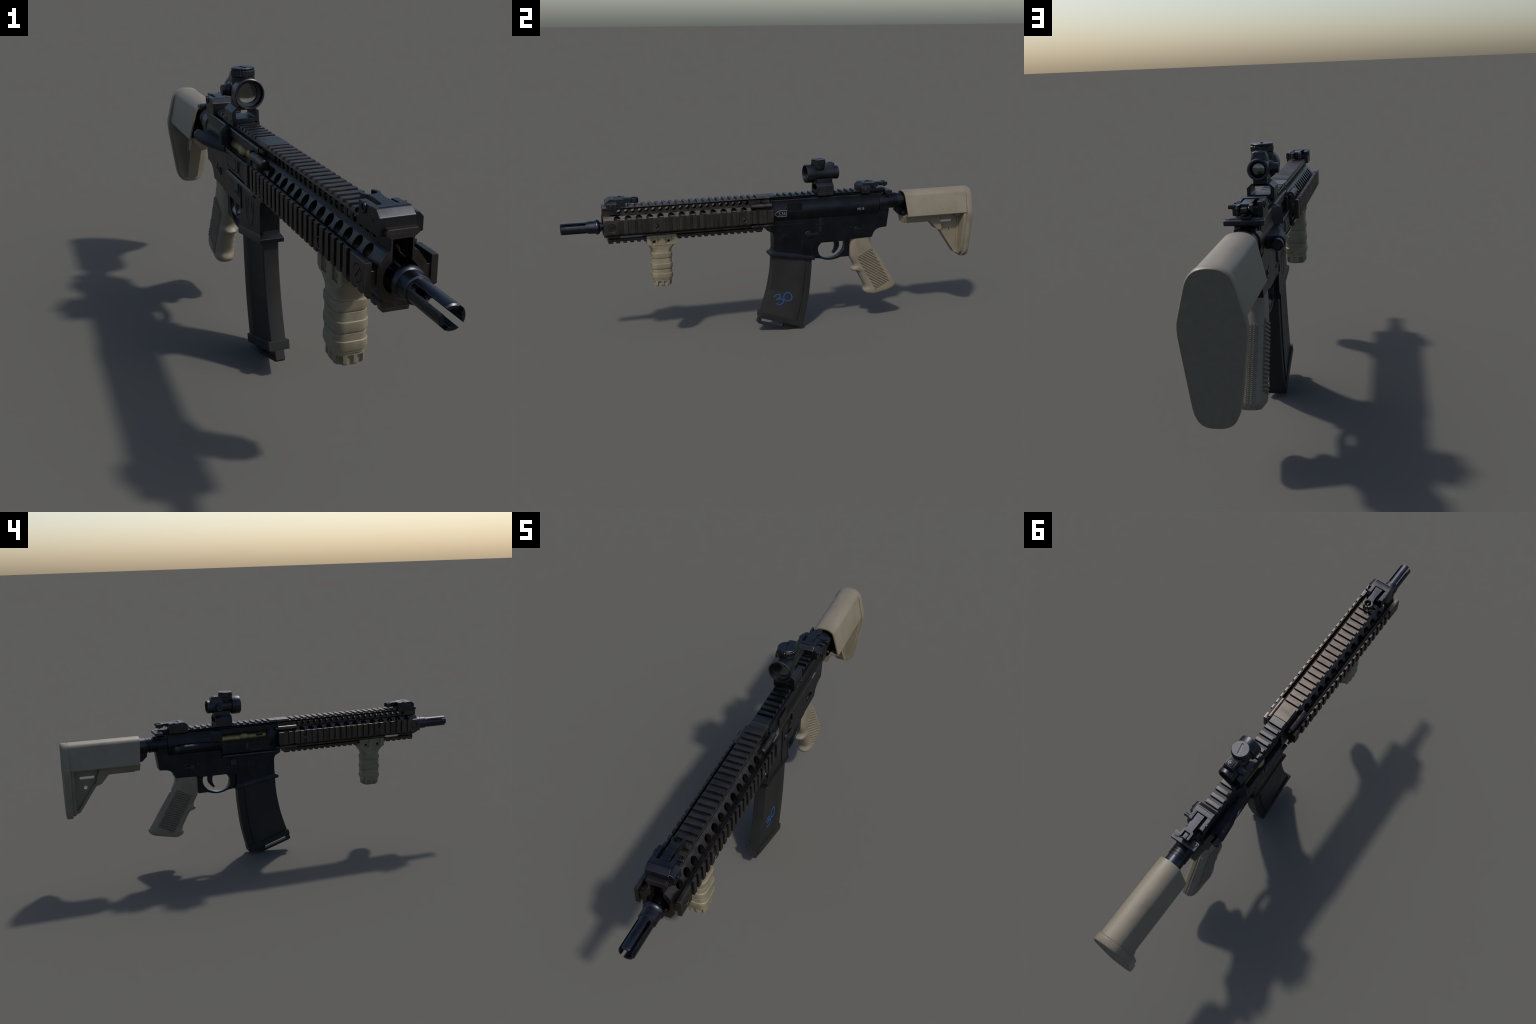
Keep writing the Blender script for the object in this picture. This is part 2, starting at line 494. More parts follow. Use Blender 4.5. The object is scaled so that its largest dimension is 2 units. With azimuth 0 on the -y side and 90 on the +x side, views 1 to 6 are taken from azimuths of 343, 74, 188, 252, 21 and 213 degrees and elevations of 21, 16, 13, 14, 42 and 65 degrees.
# ejection port: gold carrier, cover, rod
bc = bmesh.new()
lathe(bc, [(0.140, 0.0), (0.140, 0.0250), (0.2520, 0.0250), (0.252, 0)], (-0.0065, 0, 0.6015), seg=36)
lathe(bc, [(0.000, 0.0), (0.000, 0.0235), (0.142, 0.0225), (0.142, 0)], (-0.0055, 0, 0.6030), seg=36)
bolt = part("bolt_carrier", bc, BRASS, upper, smooth=30)
bb = bmesh.new()
bmesh.ops.create_uvsphere(bb, u_segments=28, v_segments=16, radius=1.0)
bmesh.ops.scale(bb, verts=bb.verts, vec=(0.0180, 0.0265, 0.0170))
bmesh.ops.translate(bb, verts=bb.verts, vec=(-0.0220, 0.1270, 0.6085))
part("bolt_cam", bb, OLIVE, bolt)
part("bolt_mark", boxes((-0.0288, -0.0215, 0.030, 0.064, 0.6060, 0.6150)), BLACK, bolt, bevel=0.001)
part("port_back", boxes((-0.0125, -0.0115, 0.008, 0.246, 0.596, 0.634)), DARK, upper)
dr = boxes((-0.0475, -0.038, 0.0080, 0.2435, 0.5370, 0.5925))
rec = bmesh.new()
for y0, y1 in ((0.0135, 0.1000), (0.1420, 0.2350)):
    o_ = rrect((y0 + y1) / 2, 0.5640, (y1 - y0) / 2, 0.0205, 0.008)
    i_ = rrect((y0 + y1) / 2, 0.5640, (y1 - y0) / 2 - 0.0035, 0.0170, 0.006)
    n = len(o_)
    ring = [[rec.verts.new((x, p[0], p[1])) for p in pts] for x, pts in ((-0.06, o_), (-0.0455, o_), (-0.0455, i_), (-0.06, i_))]
    for k in range(4):
        for j in range(n):
            rec.faces.new((ring[k][j], ring[k][(j + 1) % n], ring[(k + 1) % 4][(j + 1) % n], ring[(k + 1) % 4][j]))
cover = part("port_cover", dr, BLACK, upper, cuts=(rec,), bevel=0.0007, angle=50)
part("cover_latch", boxes((-0.0505, -0.045, 0.1130, 0.1260, 0.5480, 0.5810)), SIGHT, cover, bevel=0.0015)
part("cover_lip", cyls([((-0.0465, 0.008, 0.5925), (-0.0465, 0.2435, 0.5925), 0.0030)], 12), BLACK, cover)
part("cover_rod", lathe(bmesh.new(), [(-0.0300, 0.006), (-0.0285, 0.0078), (0.2410, 0.0078), (0.2425, 0.006)], (-0.0410, 0, 0.5215), seg=20), STEEL, upper)
part("port_front_wall", boxes((-0.0445, -0.030, -0.0015, 0.0095, 0.560, 0.6400)), BLACK, upper, bevel=0.002)
part("port_rear_wall", boxes((-0.0445, -0.030, 0.2405, 0.2500, 0.5700, 0.6480)), BLACK, upper, bevel=0.002)
# brass deflector
low = [(-0.030, 0.2440), (-0.0590, 0.2480), (-0.0620, 0.2620), (-0.036, 0.3010), (-0.030, 0.3010)]
rings = [[(x, y, z) for x, y in low] for z in (0.6020, 0.6350)] + \
        [[(x * 0.90, 0.2725 + (y - 0.2725) * 0.95, 0.6520) for x, y in low], [(x * 0.72, 0.2725 + (y - 0.2725) * 0.85, 0.6580) for x, y in low]]
part("case_deflector", loft(bmesh.new(), rings), BLACK, upper, bevel=0.0009)
# forward assist
fa = bmesh.new()
p0, p1, p2 = Vector((-0.0728, 0.4560, 0.5868)), Vector((-0.0660, 0.380, 0.5868)), Vector((-0.0330, 0.2560, 0.5868))
seg = 28
rings = []
for c, r in ((p0, 0.0160), (p0 + Vector((0, -0.002, 0)), 0.0190), (p1, 0.0186), (p1.lerp(p2, 0.5), 0.0176), (p2, 0.0165)):
    rings.append([c + Vector((math.cos(2 * math.pi * k / seg) * r, 0, math.sin(2 * math.pi * k / seg) * r)) for k in range(seg)])
loft(fa, rings)
assist = part("forward_assist", fa, ROUGH, upper, smooth=45)
part("assist_button", lathe(bmesh.new(), [(0.4400, 0.0), (0.4400, 0.0150), (0.4720, 0.0150), (0.4730, 0.0165), (0.4830, 0.0165), (0.4850, 0.0145),
                                          (0.4825, 0.0125), (0.4825, 0.0095), (0.4848, 0.0090), (0.4850, 0)], (-0.0730, 0, 0.5868), seg=32), SIGHT, assist, smooth=35)
part("assist_web", prism([(-0.030, 0.300), (-0.0600, 0.330), (-0.0680, 0.4500), (-0.030, 0.4600)], "z", 0.5690, 0.6050), ROUGH, assist, bevel=0.004, seg=3)
# charging handle
ch = bmesh.new()
outline = [(-0.0535, 0.5350), (-0.050, 0.5300), (-0.022, 0.5290), (-0.0165, 0.4800), (0.0165, 0.4800), (0.022, 0.5290), (0.050, 0.5300), (0.0535, 0.5350),
           (0.0535, 0.5640), (0.0500, 0.5670), (-0.0500, 0.5670), (-0.0535, 0.5640)]
poly(ch, outline, "z", 0.6550, 0.6690)
charging = part("charging_handle", ch, SIGHT, bevel=0.0022, seg=3)
part("charging_bar", boxes((-0.0140, 0.0140, 0.4780, 0.5440, 0.6650, 0.6765)), SIGHT, charging, bevel=0.003, seg=3)
part("charging_latch", prism([(0.016, 0.533), (0.050, 0.536), (0.052, 0.545), (0.040, 0.556), (0.016, 0.550)], "z", 0.6670, 0.6715), SIGHT, charging, bevel=0.0015)
part("charging_latch", prism([(-0.016, 0.533), (-0.048, 0.536), (-0.050, 0.545), (-0.038, 0.556), (-0.016, 0.550)], "z", 0.6670, 0.6715), SIGHT, charging, bevel=0.0015)

# ================================================================= LOWER RECEIVER
low = [(-0.0265, 0.3980), (-0.0265, 0.4780), (-0.0290, 0.4900), (-0.0360, 0.5000), (-0.0480, 0.5045), (-0.0580, 0.5100), (-0.0618, 0.5195), (-0.0590, 0.5290),
       (-0.0520, 0.5345), (0.1620, 0.5345), (0.1660, 0.5560), (0.4550, 0.5560), (0.4760, 0.5565), (0.4930, 0.5610), (0.5035, 0.5700), (0.5080, 0.5840),
       (0.5085, 0.6250), (0.5160, 0.6440), (0.5540, 0.6440), (0.5640, 0.5680), (0.5528, 0.4838), (0.5360, 0.4828), (0.5160, 0.4806),
       (0.5000, 0.4745), (0.4893, 0.4650), (0.4825, 0.4530), (0.4791, 0.4420), (0.4765, 0.4375), (0.3620, 0.4345), (0.3620, 0.4290), (0.1720, 0.4290), (0.1720, 0.3620)]
lower = part("lower_receiver", prism(low, "x", -0.0290, 0.0290), BLACK, bevel=0.0022)
part("buffer_tower", lathe(bmesh.new(), [(0.5080, 0.0), (0.5080, 0.0400), (0.5110, 0.0432), (0.5560, 0.0432), (0.5590, 0.0400), (0.5590, 0)], (0, 0, 0.6055), seg=44), BLACK, lower, smooth=35)
part("receiver_heel", loft(bmesh.new(), [[(-0.0290, y, z) for y, z in ((0.5075, 0.50), (0.5075, 0.600), (0.5585, 0.600), (0.5550, 0.50))],
                                         [(-0.0400, y, z) for y, z in ((0.5090, 0.575), (0.5090, 0.602), (0.5575, 0.602), (0.5560, 0.575))],
                                         [(0.0400, y, z) for y, z in ((0.5090, 0.575), (0.5090, 0.602), (0.5575, 0.602), (0.5560, 0.575))],
                                         [(0.0290, y, z) for y, z in ((0.5075, 0.50), (0.5075, 0.600), (0.5585, 0.600), (0.5550, 0.50))]][1:3]), BLACK, lower, bevel=0.002)
# flared magazine well lip, sloping down to the rear
SL = -0.172


def well(hx, y0, y1, dz, inset=0.0):
    return [(sx * hx, y, 0.3905 + SL * (y + 0.0445) + dz) for sx, y in ((-1, y0), (1, y0), (1, y1), (-1, y1))]


part("magwell_lip", loft(bmesh.new(), [well(0.0289, -0.0264, 0.1740, 0.0185), well(0.0345, -0.0450, 0.1790, 0.0062), well(0.0345, -0.0450, 0.1790, -0.0055),
                                       well(0.0300, -0.0380, 0.1760, -0.0065)]), BLACK, lower, bevel=0.0007)
# trigger guard
outer = [(0.1700, 0.4320), (0.1700, 0.3520), (0.2190, 0.3456), (0.2260, 0.3425)] + sample([(0.2350, 0.3390), (0.2640, 0.3352), (0.2950, 0.3385), (0.3180, 0.3452)], 9) + \
        [(0.3640, 0.3452), (0.3640, 0.4320)]
inner = sample([(0.3335, 0.4320), (0.3385, 0.4200), (0.3405, 0.4050), (0.3380, 0.3900), (0.3300, 0.3750), (0.3130, 0.3580), (0.2900, 0.3470), (0.2640, 0.3435),
                (0.2400, 0.3465), (0.2225, 0.3535), (0.2110, 0.3640), (0.2040, 0.3800), (0.2018, 0.3950), (0.2045, 0.4080), (0.2150, 0.4210), (0.2300, 0.4320)], 44)
part("trigger_guard", prism(outer + inner, "x", -0.0150, 0.0150), BLACK, lower, bevel=0.0016, angle=40)
part("guard_strip", prism([(0.2170, 0.3500)] + sample([(0.2350, 0.3382), (0.2640, 0.3340), (0.2950, 0.3374), (0.3190, 0.3470)], 12) +
                          sample([(0.3150, 0.3590), (0.2900, 0.3482), (0.2640, 0.3446), (0.2400, 0.3476), (0.2220, 0.3550)], 12), "x", -0.0120, 0.0120), STEEL, lower, bevel=0.001, angle=45)
tr = sample([(0.2830, 0.4350), (0.2890, 0.4150), (0.2905, 0.4000), (0.2860, 0.3830), (0.2785, 0.3710)], 12) + [(0.2815, 0.3655), (0.2865, 0.3650)] + \
     sample([(0.2970, 0.3740), (0.3075, 0.3870), (0.3135, 0.4020), (0.3130, 0.4180), (0.3095, 0.4350)], 12)
part("trigger", prism(tr, "x", -0.0085, 0.0085), BLACK, lower, bevel=0.0018, angle=45)

# left side controls (x > 0)
X = 0.0290
part("catch_panel", boxes((X - 0.004, X + 0.0022, 0.1090, 0.1660, 0.3660, 0.5430)), BLACK, lower, bevel=0.0010)
part("catch_rib", boxes((X, X + 0.0035, 0.1645, 0.1690, 0.3660, 0.5430)), BLACK, lower, bevel=0.0008)
mc = lathe(bmesh.new(), [(0.020, 0.0), (0.020, 0.0150), (0.0345, 0.0150), (0.0355, 0.0135), (0.0355, 0)], (0, 0.1430, 0.4790), "x", 28)
box(mc, 0.025, 0.0362, 0.1400, 0.1935, 0.4700, 0.4830)
part("magazine_catch", mc, SIGHT, lower, bevel=0.0010)
bcx = bmesh.new()
poly(bcx, rrect(0.2065, 0.5370, 0.0105, 0.0190, 0.007), "x", X - 0.004, X + 0.0065)
poly(bcx, rrect(0.2060, 0.5020, 0.0050, 0.0180, 0.004), "x", X - 0.004, X + 0.0030)
part("bolt_catch", bcx, SIGHT, lower, bevel=0.0012)
part("catch_pin", cyls([((X - 0.004, 0.1880, 0.5220), (X + 0.005, 0.1880, 0.5220), 0.0065), ((X - 0.004, 0.2190, 0.5240), (X + 0.004, 0.2190, 0.5240), 0.0055)], 16), SIGHT, lower)
part("guard_ear", boxes((X - 0.004, X + 0.0025, 0.172, 0.2230, 0.4300, 0.5090)), BLACK, lower, bevel=0.0020)
for s in (1, -1):
    yo = 0.393
    sel = lathe(bmesh.new(), [(0.020, 0.0), (0.020, 0.0125), (0.0315, 0.0125), (0.0322, 0.0115), (0.0322, 0)], (0, yo, 0.4835), (s, 0, 0), 28)
    poly(sel, [(yo, 0.4885), (yo + 0.0390, 0.4875), (yo + 0.0410, 0.4840), (yo + 0.0390, 0.4815), (yo, 0.4790)], "x", s * 0.026, s * 0.0345)
    part("selector_lever", sel, SIGHT, lower, bevel=0.0008)
    part("selector_mark", cyls([((s * 0.026, yo - 0.029, 0.4960), (s * 0.0302, yo - 0.029, 0.4960), 0.0052),
                                ((s * 0.026, yo + 0.0345, 0.4965), (s * 0.0302, yo + 0.0345, 0.4965), 0.0052)], 16), SIGHT, lower, bevel=0.0008)
    part("takedown_pin", cyls([((s * 0.024, -0.0480, 0.5190), (s * 0.0305, -0.0480, 0.5190), 0.0085)], 20), SIGHT, lower, bevel=0.0010)
    part("takedown_pin", cyls([((s * 0.024, 0.5180, 0.5520), (s * 0.0298, 0.5180, 0.5520), 0.0090)], 20), BLACK, lower, bevel=0.0008)
# right side controls (x < 0)
part("release_fence", boxes((-0.0325, -0.025, 0.1660, 0.2280, 0.4585, 0.4640), (-0.0320, -0.025, 0.1530, 0.1625, 0.4290, 0.5080), (-0.0318, -0.025, 0.1620, 0.2060, 0.5045, 0.5085)),
     BLACK, lower, bevel=0.0015)
part("magazine_release", boxes((-0.0345, -0.025, 0.1715, 0.2010, 0.4700, 0.5030)), SIGHT, lower, bevel=0.0030, seg=3)

# ----------------------------------------------------------------- drawn strokes and lettering
def stroke(name, lines, width, mat, parent, xf, flat=0.35, cyclic=False):
    """Raised line work on a side face: lines of (y,z); xf gives x from (y,z)."""
    bm = bmesh.new()
    for pts in lines:
        n = len(pts)
        rings = []
        for i, (y, z) in enumerate(pts):
            a = pts[(i - 1) % n] if cyclic else pts[max(i - 1, 0)]
            b = pts[(i + 1) % n] if cyclic else pts[min(i + 1, n - 1)]
            d = Vector((0, b[0] - a[0], b[1] - a[1])).normalized()
            side = Vector((0, -d.z, d.y))
            c = Vector((xf(y, z), y, z))
            rings.append([c + side * width * math.cos(t) + Vector((1, 0, 0)) * width * flat * math.sin(t)
                          for t in [2 * math.pi * k / 10 for k in range(10)]])
        if cyclic:
            rings.append(rings[0])
        loft(bm, rings, caps=not cyclic)
    return part(name, bm, mat, parent, smooth=60)


def lettering(name, body, size, at, mat, parent, xf, side=1, xscale=1.0, depth=0.0006, spacing=1.0):
    cu = bpy.data.curves.new(name, "FONT")
    cu.body = body
    cu.size = size
    cu.extrude = depth
    cu.space_character = spacing
    cu.resolution_u = 4
    t = bpy.data.objects.new(name, cu)
    COL.objects.link(t)
    dg = bpy.context.evaluated_depsgraph_get()
    dg.update()
    me = bpy.data.meshes.new_from_object(t.evaluated_get(dg))
    bpy.data.objects.remove(t)
    bpy.data.curves.remove(cu)
    for v in me.vertices:
        y = at[0] + side * v.co.x * xscale
        z = at[1] + v.co.y
        v.co = Vector((xf(y, z) + side * v.co.z, y, z))
    if side < 0:
        pass
    me.name = name
    me.materials.clear()
    me.materials.append(mat)
    o = bpy.data.objects.new(name, me)
    COL.objects.link(o)
    o.parent = parent
    return o


bx = lambda y, z: bulge_x(z) + 0.0002
stroke("calibre_tag", [[(-0.0265, 0.5885), (-0.0165, 0.5960), (-0.0065, 0.6035), (0.0130, 0.6040), (0.0335, 0.6042), (0.0337, 0.5900), (0.0338, 0.5758),
                        (0.0130, 0.5756), (-0.0060, 0.5756), (-0.0165, 0.5818)]], 0.0012, WHITE, upper, bx, cyclic=True)
lettering("calibre_text", "5.56", 0.0225, (-0.0065, 0.5820), WHITE, upper, bx, xscale=0.92)
lettering("model_text", "MK18", 0.0185, (0.3900, 0.5795), WHITE, upper, bx, xscale=0.82)
lettering("maker_text", "Harnady", 0.0230, (-0.0060, 0.4740), BLACK, lower, lambda y, z: 0.0290, xscale=0.92, depth=0.0008)
SX = lambda y, z: -0.0290
shield = sample([(0.0700, 0.4940), (0.0900, 0.4915), (0.1080, 0.4820)], 8) + sample([(0.1085, 0.4650), (0.1060, 0.4380), (0.0930, 0.4120), (0.0715, 0.3965)], 12) + \
         sample([(0.0540, 0.4070), (0.0390, 0.4330), (0.0330, 0.4600), (0.0320, 0.4840)], 12) + sample([(0.0420, 0.4885), (0.0560, 0.4930)], 4)
emblem = stroke("shield_emblem", [shield], 0.0011, BLACK, lower, SX, flat=0.8, cyclic=True)
stroke("emblem_line", [sample([(0.100, 0.468), (0.096, 0.474), (0.092, 0.468), (0.094, 0.446), (0.090, 0.436)], 14),
                       sample([(0.076, 0.476), (0.0800, 0.482), (0.077, 0.468), (0.082, 0.457), (0.089, 0.452)], 14),
                       sample([(0.058, 0.478), (0.052, 0.474), (0.054, 0.464), (0.066, 0.458)], 12),
                       sample([(0.046, 0.476), (0.045, 0.456), (0.052, 0.443), (0.072, 0.435), (0.090, 0.434)], 16)], 0.0010, BLACK, emblem, SX, flat=0.8)

# ================================================================= MAGAZINE
front = sample([(-0.0315, 0.4150), (-0.0318, 0.3800), (-0.0342, 0.3311), (-0.0385, 0.2930), (-0.0451, 0.2551), (-0.0530, 0.2160), (-0.0630, 0.1791), (-0.0750, 0.1400), (-0.0885, 0.1000)], 28)
back = sample([(0.1690, 0.3900), (0.1688, 0.3600), (0.1672, 0.3383), (0.1650, 0.2900), (0.1610, 0.2432), (0.1555, 0.1900), (0.1485, 0.1397), (0.1370, 0.0850), (0.1225, 0.0280)], 28)
sec = [(0.0, 0.0150), (0.004, 0.0205), (0.022, 0.0232), (0.635, 0.0238), (0.665, 0.0272), (0.825, 0.0272), (0.828, 0.0225), (0.848, 0.0225), (0.851, 0.0240), (0.985, 0.0240), (1.0, 0.0215)]
rings = []
for f, b in zip(front, back):
    r = [(w, f[0] + (b[0] - f[0]) * s, f[1] + (b[1] - f[1]) * s) for s, w in sec]
    rings.append(r + [(-x, y, z) for x, y, z in reversed(r)])
magazine = part("magazine", loft(bmesh.new(), rings), POLY, smooth=35)
base = part("base_plate", prism([(-0.0915, 0.1065), (-0.0990, 0.0790), (0.1185, 0.0078), (0.1250, 0.0345)], "x", -0.0310, 0.0310), POLY, magazine, bevel=0.0022)
lp = bmesh.new()
poly(lp, [(-0.0975, 0.0800), (-0.1078, 0.0530), (-0.0990, 0.0440), (-0.0890, 0.0440), (-0.0865, 0.0770)], "x", -0.0135, 0.0135)
poly(lp, [(-0.0980, 0.0540), (-0.0970, 0.0434), (0.0382, 0.0002), (0.0420, 0.0120)], "x", -0.0130, 0.0130)
poly(lp, [(0.0300, 0.0380), (0.0300, 0.0040), (0.0400, 0.0), (0.1120, 0.0060), (0.1165, 0.0100)], "x", -0.0140, 0.0140)
part("pull_loop", lp, POLY, base, bevel=0.0010)


def pen(pts):
    return [(-0.0259 + 0.000257 * (a - 470), 0.1763 - 0.0002595 * (b - 830) - 0.000027 * (a - 470)) for a, b in pts]


mx = lambda y, z: 0.0238
three = pen(sample([(474, 828), (500, 800), (560, 778), (596, 800), (585, 838), (512, 888)], 22)) + pen(sample([(560, 868), (625, 872), (662, 915), (640, 955), (580, 980), (508, 955)], 22))
zero = pen([(745 + 80 * math.cos(t) + 6 * math.sin(2 * t), 823 + 87 * math.sin(t)) for t in [2 * math.pi * k / 36 for k in range(36)]])
stroke("marker_digit", [three], 0.0026, BLUE, magazine, mx, flat=0.25)
stroke("marker_digit", [zero], 0.0026, BLUE, magazine, mx, flat=0.25, cyclic=True)

# ================================================================= PISTOL GRIP
gf = sample([(0.3655, 0.4345), (0.3650, 0.3900), (0.3655, 0.3560), (0.3690, 0.3390), (0.3770, 0.3230), (0.3890, 0.3000), (0.3870, 0.2880), (0.3790, 0.2760),
             (0.3850, 0.2680), (0.4050, 0.2620), (0.4170, 0.2480), (0.4350, 0.2160), (0.4500, 0.1870), (0.4520, 0.1740), (0.4470, 0.1600), (0.4540, 0.1470), (0.4720, 0.1390)], 60)
gb_ = sample([(0.4755, 0.4385), (0.4765, 0.4200), (0.4830, 0.4040), (0.5010, 0.3740), (0.5350, 0.3220), (0.5760, 0.2560), (0.6135, 0.1980), (0.6195, 0.1870), (0.6190, 0.1775), (0.6120, 0.1690)], 60)
GW = [(0.0, 0.0275), (0.12, 0.0285), (0.35, 0.0290), (0.6, 0.0300), (0.95, 0.0315), (1.0, 0.0300)]
NG = 44


def grip_half(i, s):
    """half width at station i, fraction s front(0)..back(1)"""
    t = i / 59
    w = lerp_table(GW, t)
    return w * lerp_table(GSEC, s)


GSEC = [(0.0, 0.0), (0.006, 0.30), (0.025, 0.52), (0.07, 0.74), (0.14, 0.90), (0.23, 1.0), (0.80, 1.0), (0.90, 0.90), (0.955, 0.70), (0.985, 0.56), (1.0, 0.0)]
GS = [0.0, 0.006, 0.015, 0.025, 0.045, 0.07, 0.10, 0.14, 0.18, 0.23, 0.34, 0.50, 0.66, 0.80, 0.85, 0.90, 0.93, 0.955, 0.985, 1.0]
rings = []
for i, (f, b) in enumerate(zip(gf, gb_)):
    r = []
    for sg, ss in ((1, GS), (-1, GS[-2:0:-1])):
        for s in ss:
            r.append((sg * grip_half(i, s), f[0] + (b[0] - f[0]) * s, f[1] + (b[1] - f[1]) * s))
    rings.append(r)
last = rings[-1]
cen = [sum(p[k] for p in last) / len(last) for k in range(3)]
rings.append([tuple(cen[k] + (p[k] - cen[k]) * 0.965 - (0.0016 if k == 2 else 0) for k in range(3)) for p in last])
grip = part("pistol_grip", loft(bmesh.new(), rings), TAN, smooth=40)


def grip_surface(y, z):
    """x half-width of the grip side at (y,z)."""
    best = None
    for i, (f, b) in enumerate(zip(gf, gb_)):
        dx, dz = b[0] - f[0], b[1] - f[1]
        L2 = dx * dx + dz * dz
        s = ((y - f[0]) * dx + (z - f[1]) * dz) / L2
        d = abs((y - f[0]) * dz - (z - f[1]) * dx) / math.sqrt(L2)
        if best is None or d < best[0]:
            best = (d, i, s)
    return grip_half(best[1], min(max(best[2], 0), 1))


A, B, D = Vector((0.4000, 0.3405)), Vector((0.4735, 0.3815)), Vector((0.5020, 0.1670))
ax, ay = B - A, D - A
det = ax.x * ay.y - ax.y * ay.x
rd = Vector((0.857, -0.515))
rn = Vector((0.515, 0.857))
tex = bmesh.new()
for s in (1, -1):
    rd, rn = (Vector((0.857, -0.515)), Vector((0.515, 0.857))) if s > 0 else (Vector((-0.92, -0.39)), Vector((-0.39, 0.92)))
    for row in range(-30, 30):
        for col in range(-40, 40):
            p = Vector((0.485, 0.275)) + rn * row * 0.0115 + rd * (col * 0.0066)
            q = p - A
            u, v = (q.x * ay.y - q.y * ay.x) / det, (ax.x * q.y - ax.y * q.x) / det
            if not (0.0 < u < 1.0 and 0.0 < v < 1.0):
                continue
            x = grip_surface(p.x, p.y)
            ringsn = []
            for k, (h, sc) in enumerate(((-0.002, 1.0), (0.0042, 0.80))):
                ringsn.append([(s * (x + h), *(p + rd * du * 0.0030 * sc + rn * (dv * 0.0031 + (0.0009 if col % 2 else 0)) * sc)) for du, dv in ((-1, -1), (1, -1), (1, 1), (-1, 1))])
            loft(tex, ringsn)
floor = bmesh.new()
for s in (1, -1):
    NU, NV = 8, 18
    G = []
    for h in (0.0005, -0.0020):
        G.append([[floor.verts.new((s * (grip_surface(q.x, q.y) + h), q.x, q.y)) for q in [A + ax * (iu / NU) + ay * (iv / NV) for iu in range(NU + 1)]] for iv in range(NV + 1)])
    for iv in range(NV):
        for iu in range(NU):
            for g in G:
                floor.faces.new((g[iv][iu], g[iv][iu + 1], g[iv + 1][iu + 1], g[iv + 1][iu]))
    rim = [(0, k) for k in range(NU)] + [(k, NU) for k in range(NV)] + [(NV, NU - k) for k in range(NU)] + [(NV - k, 0) for k in range(NV)]
    for (a, b), (c, d) in zip(rim, rim[1:] + rim[:1]):
        floor.faces.new((G[0][a][b], G[0][c][d], G[1][c][d], G[1][a][b]))
part("grip_gap_shade", floor, TANSHADE, grip)
gt = part("grip_texture", tex, TAN, grip, smooth=30)
gt["kind"] = "stuff"
bs = bmesh.new()
for i in range(14, 56):
    f, b = gf[i], gb_[i]
    d = Vector((b[0] - f[0], b[1] - f[1])).normalized()
    up = Vector((-d.y, d.x))
    for k in range(-4, 5):
        s = 0.998 if abs(k) < 3 else (0.978 if abs(k) == 3 else 0.945)
        y, z = f[0] + (b[0] - f[0]) * s, f[1] + (b[1] - f[1]) * s
        c = Vector((0.0050 * k, y, z)) + Vector((0, up.x, up.y)) * (0.0030 * ((k % 2) - 0.5) + rnd.uniform(-0.0004, 0.0004))
        n = Vector((0.10 * k, d.x, d.y)).normalized()
        t = Vector((0.75, 0.66 * up.x, 0.66 * up.y)).normalized()
        q = n.cross(t).normalized()
        ringsn = [[c + (t * su * 0.0034 + q * sv * 0.0016) * w + n * h for su, sv in ((-1, -0.4), (-0.4, -1), (1, -0.4), (1, 0.4), (0.4, 1), (-1, 0.4))]
                  for h, w in ((-0.003, 1.0), (0.0006, 0.9), (0.0018, 0.5))]
        loft(bs, ringsn)
bt = part("backstrap_texture", bs, TAN, grip, smooth=30)
bt["kind"] = "stuff"

# ================================================================= STOCK
tube_bm = lathe(bmesh.new(), [(0.548, 0.0), (0.548, 0.0345), (0.80, 0.0345), (0.80, 0)], (0, 0, 0.6085), seg=40)
buffer = part("buffer_tube", tube_bm, STEEL, smooth=35)
part("castle_nut", lathe(bmesh.new(), [(0.5600, 0.0), (0.5600, 0.0372), (0.5820, 0.0372), (0.5828, 0.0352), (0.5865, 0.0352), (0.5872, 0.0378), (0.5935, 0.0378),
                                       (0.5942, 0.0355), (0.5985, 0.0355), (0.5992, 0.0375), (0.6070, 0.0375), (0.6080, 0.034), (0.6080, 0)], (0, 0, 0.6080), seg=44), BLACK, buffer, smooth=30)
part("end_plate", boxes((-0.0240, 0.0240, 0.5560, 0.5640, 0.5560, 0.6080)), BLACK, buffer, bevel=0.002)
part("buffer_keel", prism([(0.6045, 0.5780), (0.6040, 0.5560), (0.6290, 0.5325), (0.6800, 0.5280), (0.6800, 0.5780)], "x", -0.0120, 0.0120), BLACK, buffer, bevel=0.0015)
part("length_lever", lathe(bmesh.new(), [(0.6300, 0.0), (0.6300, 0.0100), (0.6330, 0.0135), (0.6800, 0.0135), (0.68, 0)], (0.0200, 0.004, 0.5440), seg=24), STEEL, buffer, smooth=35)

TOPZ = 0.6545
prof = [(0, TOPZ), (0.0070, 0.6543), (0.0140, 0.6535), (0.0205, 0.6520), (0.0265, 0.6497), (0.0320, 0.6466), (0.0370, 0.6427), (0.0410, 0.6386),
        (0.0434, 0.6355), (0.0450, 0.6318), (0.0682, 0.5345), (0.0660, 0.5305), (0.0400, 0.5290), (0, 0.5290)]
prof_m = mirror(prof)


def stock_ring(y, pts, lean):
    return [(x, y + lean * (TOPZ - z), z) for x, z in pts]


